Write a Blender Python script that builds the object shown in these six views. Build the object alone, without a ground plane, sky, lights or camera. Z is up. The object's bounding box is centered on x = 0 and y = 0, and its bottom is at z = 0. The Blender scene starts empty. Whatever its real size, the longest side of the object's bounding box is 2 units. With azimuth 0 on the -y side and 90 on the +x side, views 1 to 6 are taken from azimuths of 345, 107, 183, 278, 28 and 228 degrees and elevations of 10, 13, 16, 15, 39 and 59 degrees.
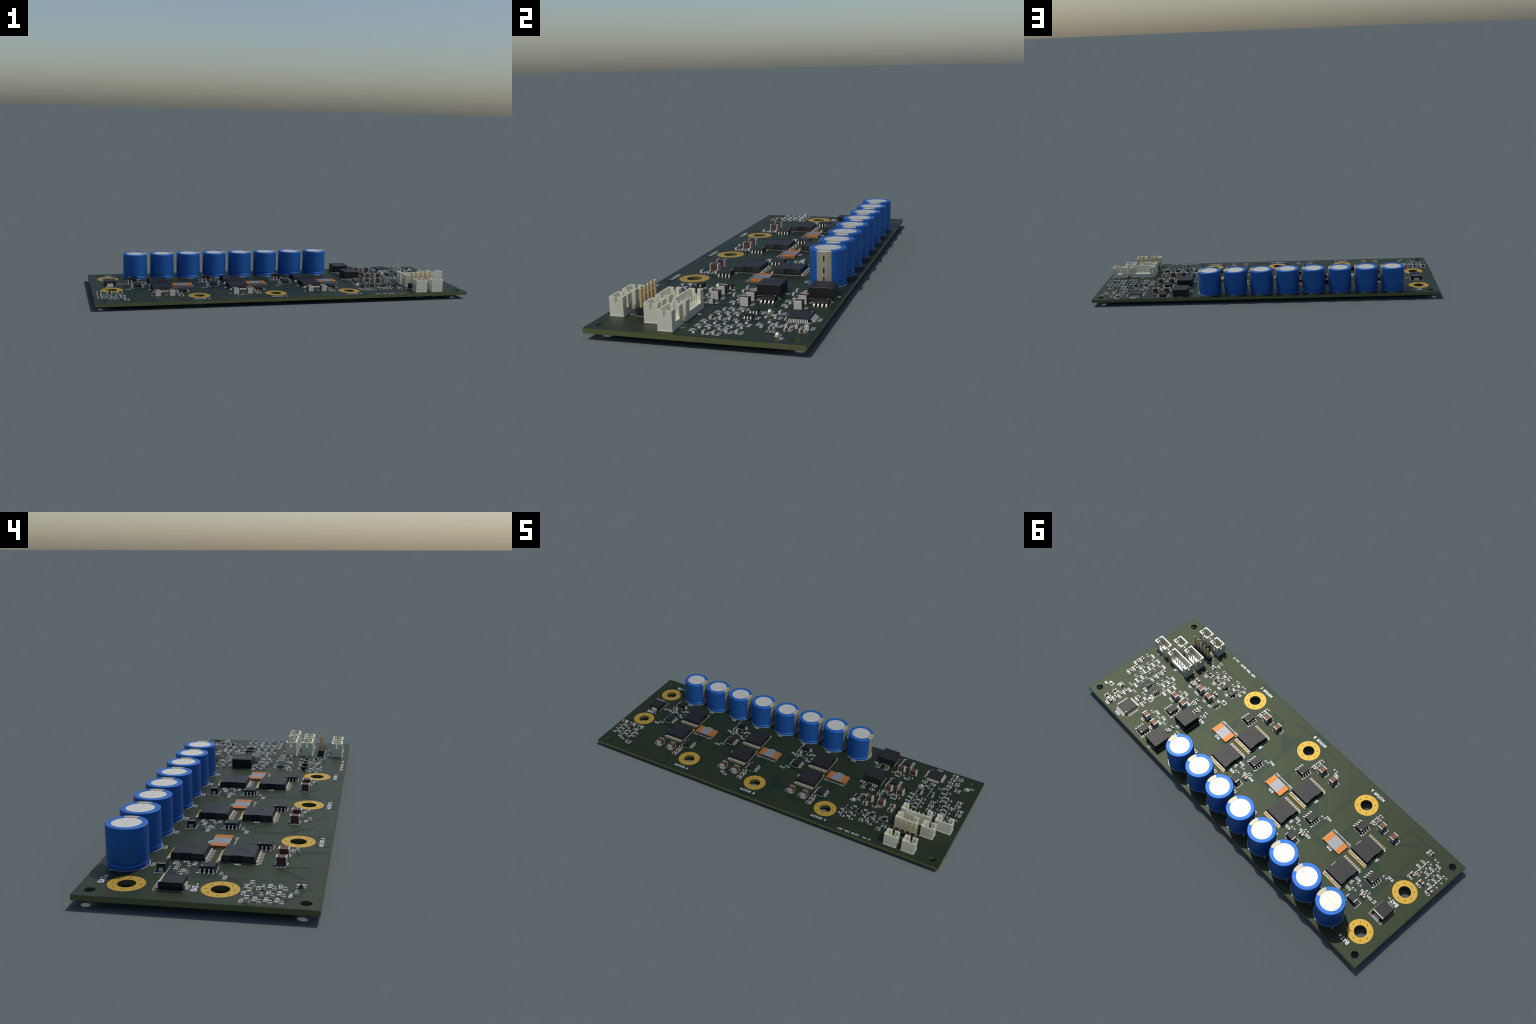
"""Brushless-motor controller board: green PCB, blue electrolytics, white wire connectors.
All sizes below are in board millimetres (185 x 66 mm board), x right, y up, z from the board's top face."""
import bpy, bmesh, math
from mathutils import Vector

S = 2.0 / 185.0            # millimetre -> scene metre
ZT = 0.0368                # height of the board's top face (m)
THICK = 1.6                # board thickness (mm)
BX, BY = 92.5, 33.0        # board half extents (mm)

# ------------------------------------------------------------------ materials
def material(name, color, rough=0.5, metal=0.5, spec=0.5, tint=None, vary=0.05, vscale=30.0,
             coat=0.0, bump=0.0):
    m = bpy.data.materials.new(name)
    m.use_nodes = True
    nt = m.node_tree
    b = nt.nodes['Principled BSDF']
    tc = nt.nodes.new('ShaderNodeTexCoord')
    no = nt.nodes.new('ShaderNodeTexNoise')
    no.inputs['Scale'].default_value = vscale
    no.inputs['Detail'].default_value = 4.0
    nt.links.new(tc.outputs['Object'], no.inputs['Vector'])
    ramp = nt.nodes.new('ShaderNodeValToRGB')
    lo = [max(0.0, c * (1 - vary)) for c in color]
    hi = [min(1.0, c * (1 + vary)) for c in color]
    ramp.color_ramp.elements[0].position = 0.3
    ramp.color_ramp.elements[1].position = 0.7
    ramp.color_ramp.elements[0].color = (*lo, 1)
    ramp.color_ramp.elements[1].color = (*hi, 1)
    nt.links.new(no.outputs['Fac'], ramp.inputs['Fac'])
    nt.links.new(ramp.outputs['Color'], b.inputs['Base Color'])
    b.inputs['Roughness'].default_value = rough
    b.inputs['Metallic'].default_value = metal
    b.inputs['Specular IOR Level'].default_value = spec
    if tint:
        b.inputs['Specular Tint'].default_value = (*tint, 1)
    if coat:
        b.inputs['Coat Weight'].default_value = coat
    if bump:
        bn = nt.nodes.new('ShaderNodeBump')
        bn.inputs['Strength'].default_value = bump
        bn.inputs['Distance'].default_value = 0.001
        nt.links.new(no.outputs['Fac'], bn.inputs['Height'])
        nt.links.new(bn.outputs['Normal'], b.inputs['Normal'])
    return m

M = {}
M['mask'] = material('solder_mask_green', (0.0212, 0.0342, 0.0115), vscale=9)
M['gap'] = material('solder_mask_bare', (0.0094, 0.0272, 0.0125), vscale=9)
M['fr4'] = material('glass_epoxy_edge', (0.136, 0.146, 0.058), vscale=40)
M['gold'] = material('gold_plating', (0.51, 0.322, 0.038), vary=0.02)
M['paste'] = material('tinned_pad', (0.25, 0.235, 0.225), vary=0.03)
M['silk'] = material('white_print', (0.78, 0.78, 0.82), vary=0.02)
M['via'] = material('drill_hole', (0.012, 0.009, 0.004))
M['blue'] = material('blue_sleeve', (0.0165, 0.130, 0.468), vary=0.02)
M['cream'] = material('cream_stripe', (0.425, 0.395, 0.30), vary=0.02)
M['alu'] = material('aluminium_can_top', (0.64, 0.63, 0.56), vary=0.015)
M['line'] = material('vent_line', (0.20, 0.19, 0.15))
M['line2'] = material('vent_line_faint', (0.42, 0.41, 0.36))
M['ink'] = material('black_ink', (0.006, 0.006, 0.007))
M['black'] = material('black_moulding', (0.0225, 0.0222, 0.0225), vary=0.05)
M['dot'] = material('pin_one_dot', (0.46, 0.43, 0.34))
M['tin'] = material('tinned_metal', (0.66, 0.65, 0.59), vary=0.02)
M['brown'] = material('ceramic_brown', (0.118, 0.0574, 0.0357), vary=0.04)
M['res'] = material('resistor_black', (0.016, 0.016, 0.017))
M['grey'] = material('ferrite_grey', (0.10, 0.10, 0.105))
M['copper'] = material('copper_terminal', (0.458, 0.159, 0.028), vary=0.02)
M['alloy'] = material('resistance_alloy', (0.256, 0.258, 0.270), vary=0.02)
M['nylon'] = material('natural_nylon', (0.80, 0.785, 0.635), vary=0.015)
M['pin'] = material('brass_pin', (0.71, 0.50, 0.21), vary=0.03)
M['led'] = material('led_lens', (0.78, 0.78, 0.68), vary=0.02)
M['ledend'] = material('led_terminal', (0.70, 0.47, 0.17))
M['band'] = material('cathode_band', (0.44, 0.41, 0.33), vary=0.03)

# ------------------------------------------------------------------ mesh builder (mm)
class MB:
    def __init__(self):
        self.v, self.f, self.mi, self.mats = [], [], [], []

    def slot(self, key):
        if key not in self.mats:
            self.mats.append(key)
        return self.mats.index(key)

    def poly(self, pts, faces, key):
        o = len(self.v)
        self.v += [tuple(p) for p in pts]
        k = self.slot(key)
        for f in faces:
            self.f.append([o + i for i in f])
            self.mi.append(k)

    def box(self, x0, x1, y0, y1, z0, z1, key, c=0.0):
        """box whose upper rim is chamfered by c"""
        if c:
            r = [(x0, y0, z0), (x1, y0, z0), (x1, y1, z0), (x0, y1, z0),
                 (x0, y0, z1 - c), (x1, y0, z1 - c), (x1, y1, z1 - c), (x0, y1, z1 - c),
                 (x0 + c, y0 + c, z1), (x1 - c, y0 + c, z1), (x1 - c, y1 - c, z1), (x0 + c, y1 - c, z1)]
            fs = [(3, 2, 1, 0), (8, 9, 10, 11)]
            for b in (0, 4):
                for i in range(4):
                    j = (i + 1) % 4
                    fs.append((b + i, b + j, b + 4 + j, b + 4 + i))
        else:
            r = [(x0, y0, z0), (x1, y0, z0), (x1, y1, z0), (x0, y1, z0),
                 (x0, y0, z1), (x1, y0, z1), (x1, y1, z1), (x0, y1, z1)]
            fs = [(3, 2, 1, 0), (4, 5, 6, 7)] + [(i, (i + 1) % 4, 4 + (i + 1) % 4, 4 + i) for i in range(4)]
        self.poly(r, fs, key)

    def stack(self, rects, key):
        """loft through rectangles (x0,x1,y0,y1,z)"""
        pts, fs = [], []
        for x0, x1, y0, y1, z in rects:
            pts += [(x0, y0, z), (x1, y0, z), (x1, y1, z), (x0, y1, z)]
        n = len(rects)
        fs.append((3, 2, 1, 0))
        fs.append(tuple(4 * (n - 1) + i for i in range(4)))
        for k in range(n - 1):
            for i in range(4):
                j = (i + 1) % 4
                fs.append((4 * k + i, 4 * k + j, 4 * k + 4 + j, 4 * k + 4 + i))
        self.poly(pts, fs, key)

    def prism(self, outline, z0, z1, key):
        """extruded polygon (counter-clockwise outline)"""
        a = sum(outline[i][0] * outline[(i + 1) % len(outline)][1] - outline[(i + 1) % len(outline)][0] * outline[i][1]
                for i in range(len(outline)))
        if a < 0:
            outline = outline[::-1]
        n = len(outline)
        pts = [(x, y, z0) for x, y in outline] + [(x, y, z1) for x, y in outline]
        fs = [tuple(range(n - 1, -1, -1)), tuple(range(n, 2 * n))]
        fs += [(i, (i + 1) % n, n + (i + 1) % n, n + i) for i in range(n)]
        self.poly(pts, fs, key)

    def disc(self, x, y, r, z0, z1, key, n=20):
        self.prism([(x + r * math.cos(2 * math.pi * i / n), y + r * math.sin(2 * math.pi * i / n)) for i in range(n)],
                   z0, z1, key)

    def profile_x(self, prof, y0, y1, key):
        """(x,z) profile extruded along y"""
        a = sum(prof[i][0] * prof[(i + 1) % len(prof)][1] - prof[(i + 1) % len(prof)][0] * prof[i][1]
                for i in range(len(prof)))
        if a < 0:
            prof = prof[::-1]
        n = len(prof)
        pts = [(x, y0, z) for x, z in prof] + [(x, y1, z) for x, z in prof]
        fs = [tuple(range(n)), tuple(range(2 * n - 1, n - 1, -1))]
        fs += [(i, n + i, n + (i + 1) % n, (i + 1) % n) for i in range(n)]
        self.poly(pts, fs, key)

    def profile_y(self, prof, x0, x1, key):
        """(y,z) profile extruded along x"""
        o = len(self.v)
        self.profile_x(prof, -x1, -x0, key)
        for i in range(o, len(self.v)):
            x, y, z = self.v[i]
            self.v[i] = (-y, x, z)

    def ribbon(self, pts, w, z0, z1, key, closed=False):
        """flat printed stroke of width w along a polyline, with mitred corners"""
        h = w / 2
        P = [Vector(p) for p in pts]
        if closed:
            P = P + [P[0]]
        else:
            d = (P[1] - P[0]).normalized(); P[0] = P[0] - d * h * 0.9
            d = (P[-1] - P[-2]).normalized(); P[-1] = P[-1] + d * h * 0.9
        n = len(P)
        Lp, Rp = [], []
        for i in range(n):
            if closed:
                a = P[i] - P[i - 1] if i > 0 else P[0] - P[n - 2]
                b = P[i + 1] - P[i] if i < n - 1 else P[1] - P[0]
            else:
                a = P[i] - P[i - 1] if i > 0 else P[1] - P[0]
                b = P[i + 1] - P[i] if i < n - 1 else P[-1] - P[-2]
            a, b = a.normalized(), b.normalized()
            na, nb = Vector((-a.y, a.x)), Vector((-b.y, b.x))
            m = na + nb
            if m.length < 0.3:
                m = na
            m.normalize()
            k = h / max(0.45, m.dot(na))
            Lp.append(P[i] + m * k)
            Rp.append(P[i] - m * k)
        verts, fs = [], []
        for l, r in zip(Lp, Rp):
            verts += [(l.x, l.y, z0), (r.x, r.y, z0), (r.x, r.y, z1), (l.x, l.y, z1)]
        for i in range(n - 1):
            o, q = 4 * i, 4 * i + 4
            fs += [(o + 3, o + 2, q + 2, q + 3), (o, o + 3, q + 3, q), (o + 2, o + 1, q + 1, q + 2)]
        if not closed:
            fs += [(0, 1, 2, 3), (4 * n - 1, 4 * n - 2, 4 * n - 3, 4 * n - 4)]
        self.poly(verts, fs, key)

    def mesh(self, name, smooth=None):
        me = bpy.data.meshes.new(name)
        me.from_pydata([(x * S, y * S, z * S) for x, y, z in self.v], [], self.f)
        for k in self.mats:
            me.materials.append(M[k])
        me.polygons.foreach_set('material_index', self.mi)
        me.update()
        if smooth is not None:
            me.polygons.foreach_set('use_smooth', [True] * len(me.polygons))
            me.set_sharp_from_angle(angle=math.radians(smooth))
        return me

COL = bpy.context.scene.collection

def put(name, me, parent, x=0.0, y=0.0, z=0.0, rot=0.0):
    """place a mesh at board coordinates (mm); children inherit their parent's frame"""
    o = bpy.data.objects.new(name, me)
    COL.objects.link(o)
    o.parent = parent
    o.location = (x * S, y * S, z * S)
    o.rotation_euler = (0, 0, math.radians(rot))
    return o

root = bpy.data.objects.new('circuit_board', None)
COL.objects.link(root)
root['label'] = 'long green circuit board with a row of blue capacitors'
root['category'] = 'circuit board'

def part(name, me, x=0, y=0, rot=0, z=0):
    o = put(name, me, root, x, y, z, rot)
    o.location.z += ZT
    return o

# ------------------------------------------------------------------ the board itself
HOLE_M3 = [(sx * 88.5, sy * 29.0) for sx in (-1, 1) for sy in (-1, 1)]
TERMINALS = [(-43, -22.5), (-5, -22.5), (33, -22.5), (-83, -5.5), (-83, 20.5)]
RING_VIAS = [(3.975 * math.cos(math.radians(45 * k)), 3.975 * math.sin(math.radians(45 * k))) for k in range(8)]

def plate(name, outline, circles, z0, z1, key):
    """flat sheet with round holes, from a filled 2D curve"""
    cu = bpy.data.curves.new(name, 'CURVE')
    cu.dimensions = '2D'
    cu.fill_mode = 'BOTH'
    cu.extrude = (z1 - z0) / 2 * S
    def ring(pts):
        sp = cu.splines.new('POLY')
        sp.points.add(len(pts) - 1)
        for p, (x, y) in zip(sp.points, pts):
            p.co = (x * S, y * S, 0, 1)
        sp.use_cyclic_u = True
    ring(outline)
    for x, y, r, n in circles:
        ring([(x + r * math.cos(2 * math.pi * i / n), y + r * math.sin(2 * math.pi * i / n)) for i in range(n)])
    tmp = bpy.data.objects.new('tmp', cu)
    COL.objects.link(tmp)
    dg = bpy.context.evaluated_depsgraph_get()
    me = bpy.data.meshes.new_from_object(tmp.evaluated_get(dg))
    bpy.data.objects.remove(tmp)
    bpy.data.curves.remove(cu)
    me.name = name
    for v in me.vertices:
        v.co.z += (z0 + z1) / 2 * S
    me.materials.clear()
    me.materials.append(M[key])
    me.polygons.foreach_set('use_smooth', [True] * len(me.polygons))
    me.set_sharp_from_angle(angle=math.radians(30))
    return me

rect = [(-BX, -BY), (BX, -BY), (BX, BY), (-BX, BY)]
drills = [(x, y, 1.6, 40) for x, y in HOLE_M3] + [(x, y, 2.65, 56) for x, y in TERMINALS]
vias = [(x + a, y + b, 0.25, 10) for x, y in TERMINALS for a, b in RING_VIAS]
substrate = part('board_substrate', plate('board_substrate', rect, drills + vias, -THICK + 0.03, -0.03, 'fr4'))
mask_holes = [(x, y, 1.6, 40) for x, y in HOLE_M3] + [(x, y, 5.35, 72) for x, y in TERMINALS]
inset = [(x * (1 - 0.02 / 92), y * (1 - 0.02 / 33)) for x, y in rect]
put('solder_mask', plate('solder_mask_sheet', inset, mask_holes, -0.03, 0.0, 'mask'), substrate)
put('solder_mask', plate('solder_mask_sheet_below', inset, mask_holes, -THICK, -THICK + 0.03, 'mask'), substrate)

ring = plate('terminal_pad', [(5.3 * math.cos(2 * math.pi * i / 72), 5.3 * math.sin(2 * math.pi * i / 72)) for i in range(72)],
             [(0, 0, 2.65, 56)] + [(a, b, 0.25, 10) for a, b in RING_VIAS], -0.03, 0.012, 'gold')
ring_low = plate('terminal_pad_below', [(5.3 * math.cos(2 * math.pi * i / 72), 5.3 * math.sin(2 * math.pi * i / 72)) for i in range(72)],
                 [(0, 0, 2.65, 56)] + [(a, b, 0.25, 10) for a, b in RING_VIAS], -THICK - 0.012, -THICK + 0.03, 'gold')
for x, y in TERMINALS:
    t = part('terminal_pad', ring, x, y)
    put('terminal_pad_underside', ring_low, t)

# copper layout showing through the mask: bare strips and areas between the copper pours
gapm = MB()
gz = [0.004]
def nextz():
    gz[0] += 0.0005
    return gz[0]
def gap_line(pts, w=0.36):
    gapm.ribbon(pts, w, -0.01, nextz(), 'gap')
def gap_area(pts):
    gapm.prism(pts, -0.01, nextz(), 'gap')
def trace(pts, off=0.4, w=0.3):
    """a track inside a pour: a clearance line on either side"""
    P = [Vector(p) for p in pts]
    for sgn in (-1, 1):
        out = []
        for i, p in enumerate(P):
            a = (P[i] - P[i - 1]) if i else P[1] - P[0]
            b = (P[i + 1] - P[i]) if i < len(P) - 1 else P[-1] - P[-2]
            a, b = a.normalized(), b.normalized()
            m = Vector((-a.y - b.y, a.x + b.x))
            m = m.normalized() / max(0.5, m.normalized().dot(Vector((-a.y, a.x))))
            q = p + m * off * sgn
            out.append((q.x, q.y))
        gap_line(out, w)

for a, b in (((-92.25, -32.75), (92.25, -32.75)), ((92.25, -32.25), (92.25, 32.25)),
             ((92.25, 32.75), (-92.25, 32.75)), ((-92.25, 32.25), (-92.25, -32.25))):
    gap_line([a, b], 0.45)
gap_line([(38.1, -28.4), (38.1, 32.3)], 0.45)
gap_line([(-92, 17.6), (38, 17.6)], 0.3)
for dx in (0, -38, -76):
    # per half-bridge: bare area around the driver, its tracks, and the split between supply pours
    gap_area([(x + dx, y) for x, y in ((11.9, -0.3), (11.5, -4), (9.9, -7.1), (6.8, -4.9), (3.6, -4.9), (0.3, -6.1),
                                       (0, 4.5), (1.2, 6), (1.5, 11.7), (8.7, 13.3), (9.1, 9.6), (11.6, 2.4))])
    gap_area([(x + dx, y) for x, y in ((30.5, -4.1), (30.6, -16.7), (28, -18.6), (28.6, -11.2), (28.9, -7.7),
                                       (25.4, -4.1))])
    gap_line([(26.3 + dx, -5.8), (26.2 + dx, -8.9), (22.6 + dx, -9.2)])
    gap_area([(x + dx, y) for x, y in ((38, 4.3), (38, 5.6), (22.8, 5.6), (22.8, 4.3))])
    gap_line([(38 + dx, 6.5), (23 + dx, 6.5)], 0.2)
    gap_line([(0.8 + dx, -28.2), (0.8 + dx, 4.2)], 0.5)
    trace([(27.5 + dx, -16.8), (25.8 + dx, -18.4)])
    gap_line([(1.6 + dx, 11.9), (1.5 + dx, 6)], 0.4)
    # thin tracks crossing the bare area show the copper-backed mask colour
    for pts in ([(10.6, 1.2), (8.9, 2.9), (6.6, 5.2), (6.6, 8.2), (5.2, 9.4)], [(10.4, 2.6), (9.4, 3.6), (7.3, 5.8)],
                [(9.3, 8.0), (8.6, 8.6), (6.2, 8.6), (4.2, 10.6)], [(3.4, 4.6), (2.4, 5.4), (1.9, 7.6)], [(4.6, -4.2), (2.6, -2.4), (1.6, -2.4), (1.0, 3.0)],
                [(9.6, -4.4), (8.6, -3.4), (8.6, -2.8)], [(7.9, 3.1), (7.9, 3.9), (4.4, 5.0)]):
        gapm.ribbon([(x + dx, y) for x, y in pts], 0.1, -0.01, nextz(), 'mask')
gap_area([(30.6, -16.5), (27.2, -19.8), (25.6, -20.3), (25.9, -18.6), (28.1, -15.8)])
for pts in ([(15.5, -25.2), (8.8, -19.3), (2.1, -12.1), (1.7, -7)], [(10.4, -28.2), (9.4, -29.1), (1.3, -29.1)],
            [(-9.5, -28.3), (-18.2, -29.1), (-21.1, -26.2)], [(-8.7, -27.7), (-11, -25.5), (-12.7, -25.6), (-14.7, -23.9)],
            [(-29.3, -26), (-36, -18.9), (-36, -7.4)], [(-27.3, -10.9), (-29.4, -10.7), (-34.7, -5.5)],
            [(-21, -20.7), (-20.9, -23.6)], [(-51.3, -31.3), (-52.1, -30.6), (-52, -24.4)], [(-53.7, -24.6), (-55.7, -22.8)],
            [(-64.5, -27.5), (-64.9, -20.5)], [(-64.5, -27.5), (-65.3, -28.4), (-76.5, -28.5), (-79.5, -28.5), (-82, -26.8), (-84, -26.8), (-90.5, -20.5)],
            [(-72.8, -26.5), (-65.7, -19.1)], [(57.9, -24.4), (53.3, -24.3), (46.6, -24.8)], [(42.6, -29), (38.6, -28.8)],
            [(52.9, -11.9), (51.7, -12.4), (44.4, -12.1), (43.2, -10.8)], [(56, -2.9), (45.8, -2.7), (44.3, -1.5), (44.3, 4)],
            [(62, -9), (62, -1), (56, 0), (52, 0)], [(60, 14.6), (44, 14.6), (40, 15)], [(85, 20.5), (80, 17.6), (73, 13.5), (70, 10)],
            [(84, 9), (80, 7), (74, 8), (70, 8)], [(88, 1.5), (82, 4.4), (76, 7)], [(74, 2), (68, 2.2), (60, 3.4)],
            [(64, 9), (60, 9), (57, 7)], [(76, 20), (74, 21.5), (68, 21)], [(64, 26), (62, 24), (61, 20), (52, 20)],
            [(-80, -25.5), (-81, -24.8), (-83.5, -24.8), (-85.3, -21.5)], [(-80, -14.6), (-84, -18), (-89, -18)],
            [(-74, -4.5), (-77, -9), (-80, -11)]):
    trace(pts)
gap_area([(8.7, -18.7), (3.6, -24.3), (1.9, -23.4), (2.2, -12.6), (2.5, -12.1)])
gap_area([(22.2, -24.7), (15.4, -25), (9.4, -19.6), (20, -22.2)])
for cx in (33.5, -4.5):
    gap_area([(cx + 4.6, -29.2), (cx + 4.6, -32.5), (cx - 4.6, -32.5), (cx - 4.6, -29.2)])
gap_line([(-38.5, -32.4), (-38.5, -28)], 0.4)
gap_line([(-46.5, -32.4), (-46.5, -28)], 0.4)
gap_area([(84.5, 7), (78, 7.3), (76.6, 13), (71, 14.6), (69, 13), (72, 8), (77.5, 4.3), (83, 4.2)])
gap_area([(51, 4.6), (51, 16), (44, 21), (40, 17), (44, 15.4), (49.6, 14.6), (49.6, 4.6)])
gap_area([(50, 4.2), (41, 4.2), (40, 2.3), (49, -2.4), (52.5, 0)])
put('copper_clearance', gapm.mesh('copper_clearance'), substrate)['kind'] = 'stuff'

viam = MB()
for x, y in [(-8.5, -27.4), (-10.2, -28.1), (-14.5, -24.4), (-15.1, -25.1), (-22, -26.4), (-22.8, -24.8), (-29.3, -26),
             (-33.2, -30.8), (-37.4, -25.8), (-51.3, -31.3), (-51.5, -26.1), (-52.9, -25.6), (-53.7, -24.7), (-64.6, -27.4),
             (-72.8, -26.4), (-76, -26.6), (-79.3, -29.4), (-79.9, -28.7), (-79.3, -25.1), (-79.6, -24), (42.6, -29),
             (40.3, -31.6), (37.7, -28.1), (36.5, -28.3), (26.8, -27), (26.5, -29.2), (25.7, -28.9), (24.2, -28.8),
             (23.3, -27.6), (22.9, -24.8), (21.9, -24), (44.7, -23.9), (42.2, -21.6), (40.6, -17.3), (50.8, -10.6),
             (-88.2, -24.6), (-88.8, -23.6), (-90.6, -23.6), (-91, -22.6), (61.5, 25), (62.5, 27), (61, 28), (60, 15.5),
             (77, 24.5), (75, 22), (74.5, 29), (79.5, 13.6), (86.6, 0.8), (73.5, 12.4), (64.3, 11.3), (57.3, 13.8),
             (3.6, -24.4), (4.1, -24.9), (49.3, 3.2), (56.9, 29.8), (58.3, 31)]:
    viam.disc(x, y, 0.22, -0.01, 0.04, 'via', 10)
put('via_holes', viam.mesh('via_holes'), substrate)['kind'] = 'stuff'

# ------------------------------------------------------------------ printing and pads (collected per footprint)
padm, silkm = MB(), MB()
ZP, ZS = 0.055, 0.062
sz = [0]
def silk_z():
    sz[0] = (sz[0] + 1) % 12
    return ZS + 0.0012 * sz[0]
def tr(x, y, rot, p):
    c, s = math.cos(math.radians(rot)), math.sin(math.radians(rot))
    return (x + c * p[0] - s * p[1], y + s * p[0] + c * p[1])
def pad(x, y, rot, px, py, w, h, key='paste', z=ZP):
    padm.prism([tr(x, y, rot, (px + a * w / 2, py + b * h / 2)) for a, b in ((-1, -1), (1, -1), (1, 1), (-1, 1))], 0, z, key)
def line(x, y, rot, pts, w=0.12, closed=False):
    silkm.ribbon([tr(x, y, rot, p) for p in pts], w, 0.03, silk_z(), 'silk', closed)
def pin_mark(x, y, rot, px, py, r=0.3):
    cx, cy = tr(x, y, rot, (px, py))
    silkm.disc(cx, cy, r, 0.03, silk_z(), 'silk', 12)

# stroke alphabet: unit-height strokes and advance widths of the plotted board lettering
def arc(cx, cy, rx, ry, a0, a1, n=6):
    return [(cx + rx * math.cos(math.radians(a0 + (a1 - a0) * i / n)), cy + ry * math.sin(math.radians(a0 + (a1 - a0) * i / n)))
            for i in range(n + 1)]
GLYPH = {
    '0': (0.95, [arc(.475, .5, .29, .5, 90, 450, 14)]),
    '1': (0.95, [[(.22, .82), (.48, 1), (.48, 0)], [(.2, 0), (.76, 0)]]),
    '2': (0.95, [arc(.47, .72, .29, .28, 160, -20, 7) + [(.18, 0), (.78, 0)]]),
    '3': (0.95, [[(.2, 1), (.74, 1), (.45, .6)] + arc(.47, .31, .29, .31, 80, -150, 8)]),
    '4': (0.95, [[(.62, .66), (.62, 0)], [(.42, 1), (.16, .33), (.8, .33)]]),
    '5': (0.95, [[(.72, 1), (.26, 1), (.2, .53)] + arc(.47, .32, .29, .32, 110, -150, 8)]),
    '6': (0.95, [[(.68, .98), (.42, .9), (.24, .62), (.2, .3)], arc(.48, .3, .28, .3, 90, 450, 12)]),
    '7': (0.95, [[(.16, 1), (.8, 1), (.38, 0)]]),
    '8': (0.95, [arc(.475, .76, .25, .24, -90, 270, 12), arc(.475, .26, .29, .26, 90, 450, 12)]),
    '9': (0.95, [[(.28, .02), (.54, .1), (.72, .38), (.76, .7)], arc(.48, .7, .28, .3, 90, 450, 12)]),
    'A': (0.86, [[(.08, 0), (.43, 1), (.78, 0)], [(.2, .29), (.66, .29)]]),
    'B': (1.0, [[(.22, 0), (.22, 1), (.55, 1)] + arc(.55, .77, .23, .23, 70, -70, 4) + [(.55, .53)], [(.22, .53), (.58, .53)] + arc(.57, .265, .25, .265, 70, -70, 4) + [(.55, 0), (.22, 0)]]),
    'C': (1.0, [arc(.55, .5, .35, .5, 50, 310, 10)]),
    'D': (1.0, [[(.22, 0), (.22, 1), (.48, 1)] + arc(.46, .5, .34, .5, 70, -70, 7) + [(.48, 0), (.22, 0)]]),
    'F': (0.86, [[(.22, 0), (.22, 1), (.74, 1)], [(.22, .52), (.6, .52)]]),
    'H': (1.05, [[(.22, 0), (.22, 1)], [(.82, 0), (.82, 1)], [(.22, .52), (.82, .52)]]),
    'J': (0.76, [[(.55, 1), (.55, .28)] + arc(.3, .28, .25, .28, 0, -130, 5)]),
    'L': (0.81, [[(.22, 1), (.22, 0), (.72, 0)]]),
    'M': (1.14, [[(.2, 0), (.2, 1), (.57, .3), (.94, 1), (.94, 0)]]),
    'O': (1.05, [arc(.525, .5, .36, .5, 90, 450, 14)]),
    'Q': (1.05, [arc(.525, .5, .36, .5, 90, 450, 14), [(.55, .25), (.9, -.1)]]),
    'R': (1.0, [[(.22, 0), (.22, 1), (.55, 1)] + arc(.55, .74, .25, .26, 70, -70, 4) + [(.5, .48), (.22, .48)], [(.5, .48), (.82, 0)]]),
    'T': (0.76, [[(.05, 1), (.71, 1)], [(.38, 1), (.38, 0)]]),
    'U': (1.05, [[(.22, 1), (.22, .28)] + arc(.52, .28, .3, .28, 180, 360, 6) + [(.82, 1)]]),
    'V': (0.86, [[(.08, 1), (.43, 0), (.78, 1)]]),
    'r': (0.62, [[(.2, 0), (.2, .67)], [(.2, .4), (.34, .64), (.54, .67)]]),
    'e': (0.86, [[(.16, .36), (.7, .36)] + arc(.43, .34, .28, .33, 10, 310, 9)]),
    'v': (0.76, [[(.12, .67), (.38, 0), (.64, .67)]]),
    '+': (1.24, [[(.24, .38), (1., .38)], [(.62, 0), (.62, .76)]]),
    '-': (1.24, [[(.24, .38), (1., .38)]]),
    ' ': (0.76, []),
}
def text(s, x, y, size=1.0, rot=0, w=0.16):
    adv = sum(GLYPH[c][0] for c in s) * size
    u = -adv / 2
    for c in s:
        a, strokes = GLYPH[c]
        for st in strokes:
            pts = [tr(x, y, rot, (u + p[0] * size, (p[1] - 0.5) * size)) for p in st]
            silkm.ribbon(pts, w, 0.03, silk_z(), 'silk')
        u += a * size

# ------------------------------------------------------------------ chip parts
def chip(name, l, w, h, t, body, end='tin', lift=0.03):
    b = MB()
    z0 = 0.05
    b.box(-l / 2 + t, l / 2 - t, -w / 2, w / 2, z0 + lift, h - lift, body)
    for s in (-1, 1):
        x0, x1 = sorted((s * l / 2, s * (l / 2 - t)))
        b.box(x0, x1, -w / 2 - 0.012, w / 2 + 0.012, z0, h, end, c=0.02)
    return b.mesh(name)

ME_R = chip('chip_resistor', 1.6, 0.8, 0.5, 0.33, 'res', lift=0.02)
ME_C3 = chip('chip_capacitor_small', 1.6, 0.8, 0.87, 0.34, 'brown')
ME_C5 = chip('chip_capacitor_medium', 2.0, 1.25, 1.3, 0.4, 'brown')
ME_C10 = chip('chip_capacitor_large', 3.2, 2.5, 2.55, 0.32, 'brown', lift=0.05)
ME_FB = chip('ferrite_bead', 1.6, 0.8, 0.85, 0.34, 'grey')

def chip_footprint(x, y, rot, px, pw, ph, sy, sx):
    for s in (-1, 1):
        pad(x, y, rot, s * px, 0, pw, ph)
        line(x, y, rot, [(-sx, s * sy), (sx, s * sy)])

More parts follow.
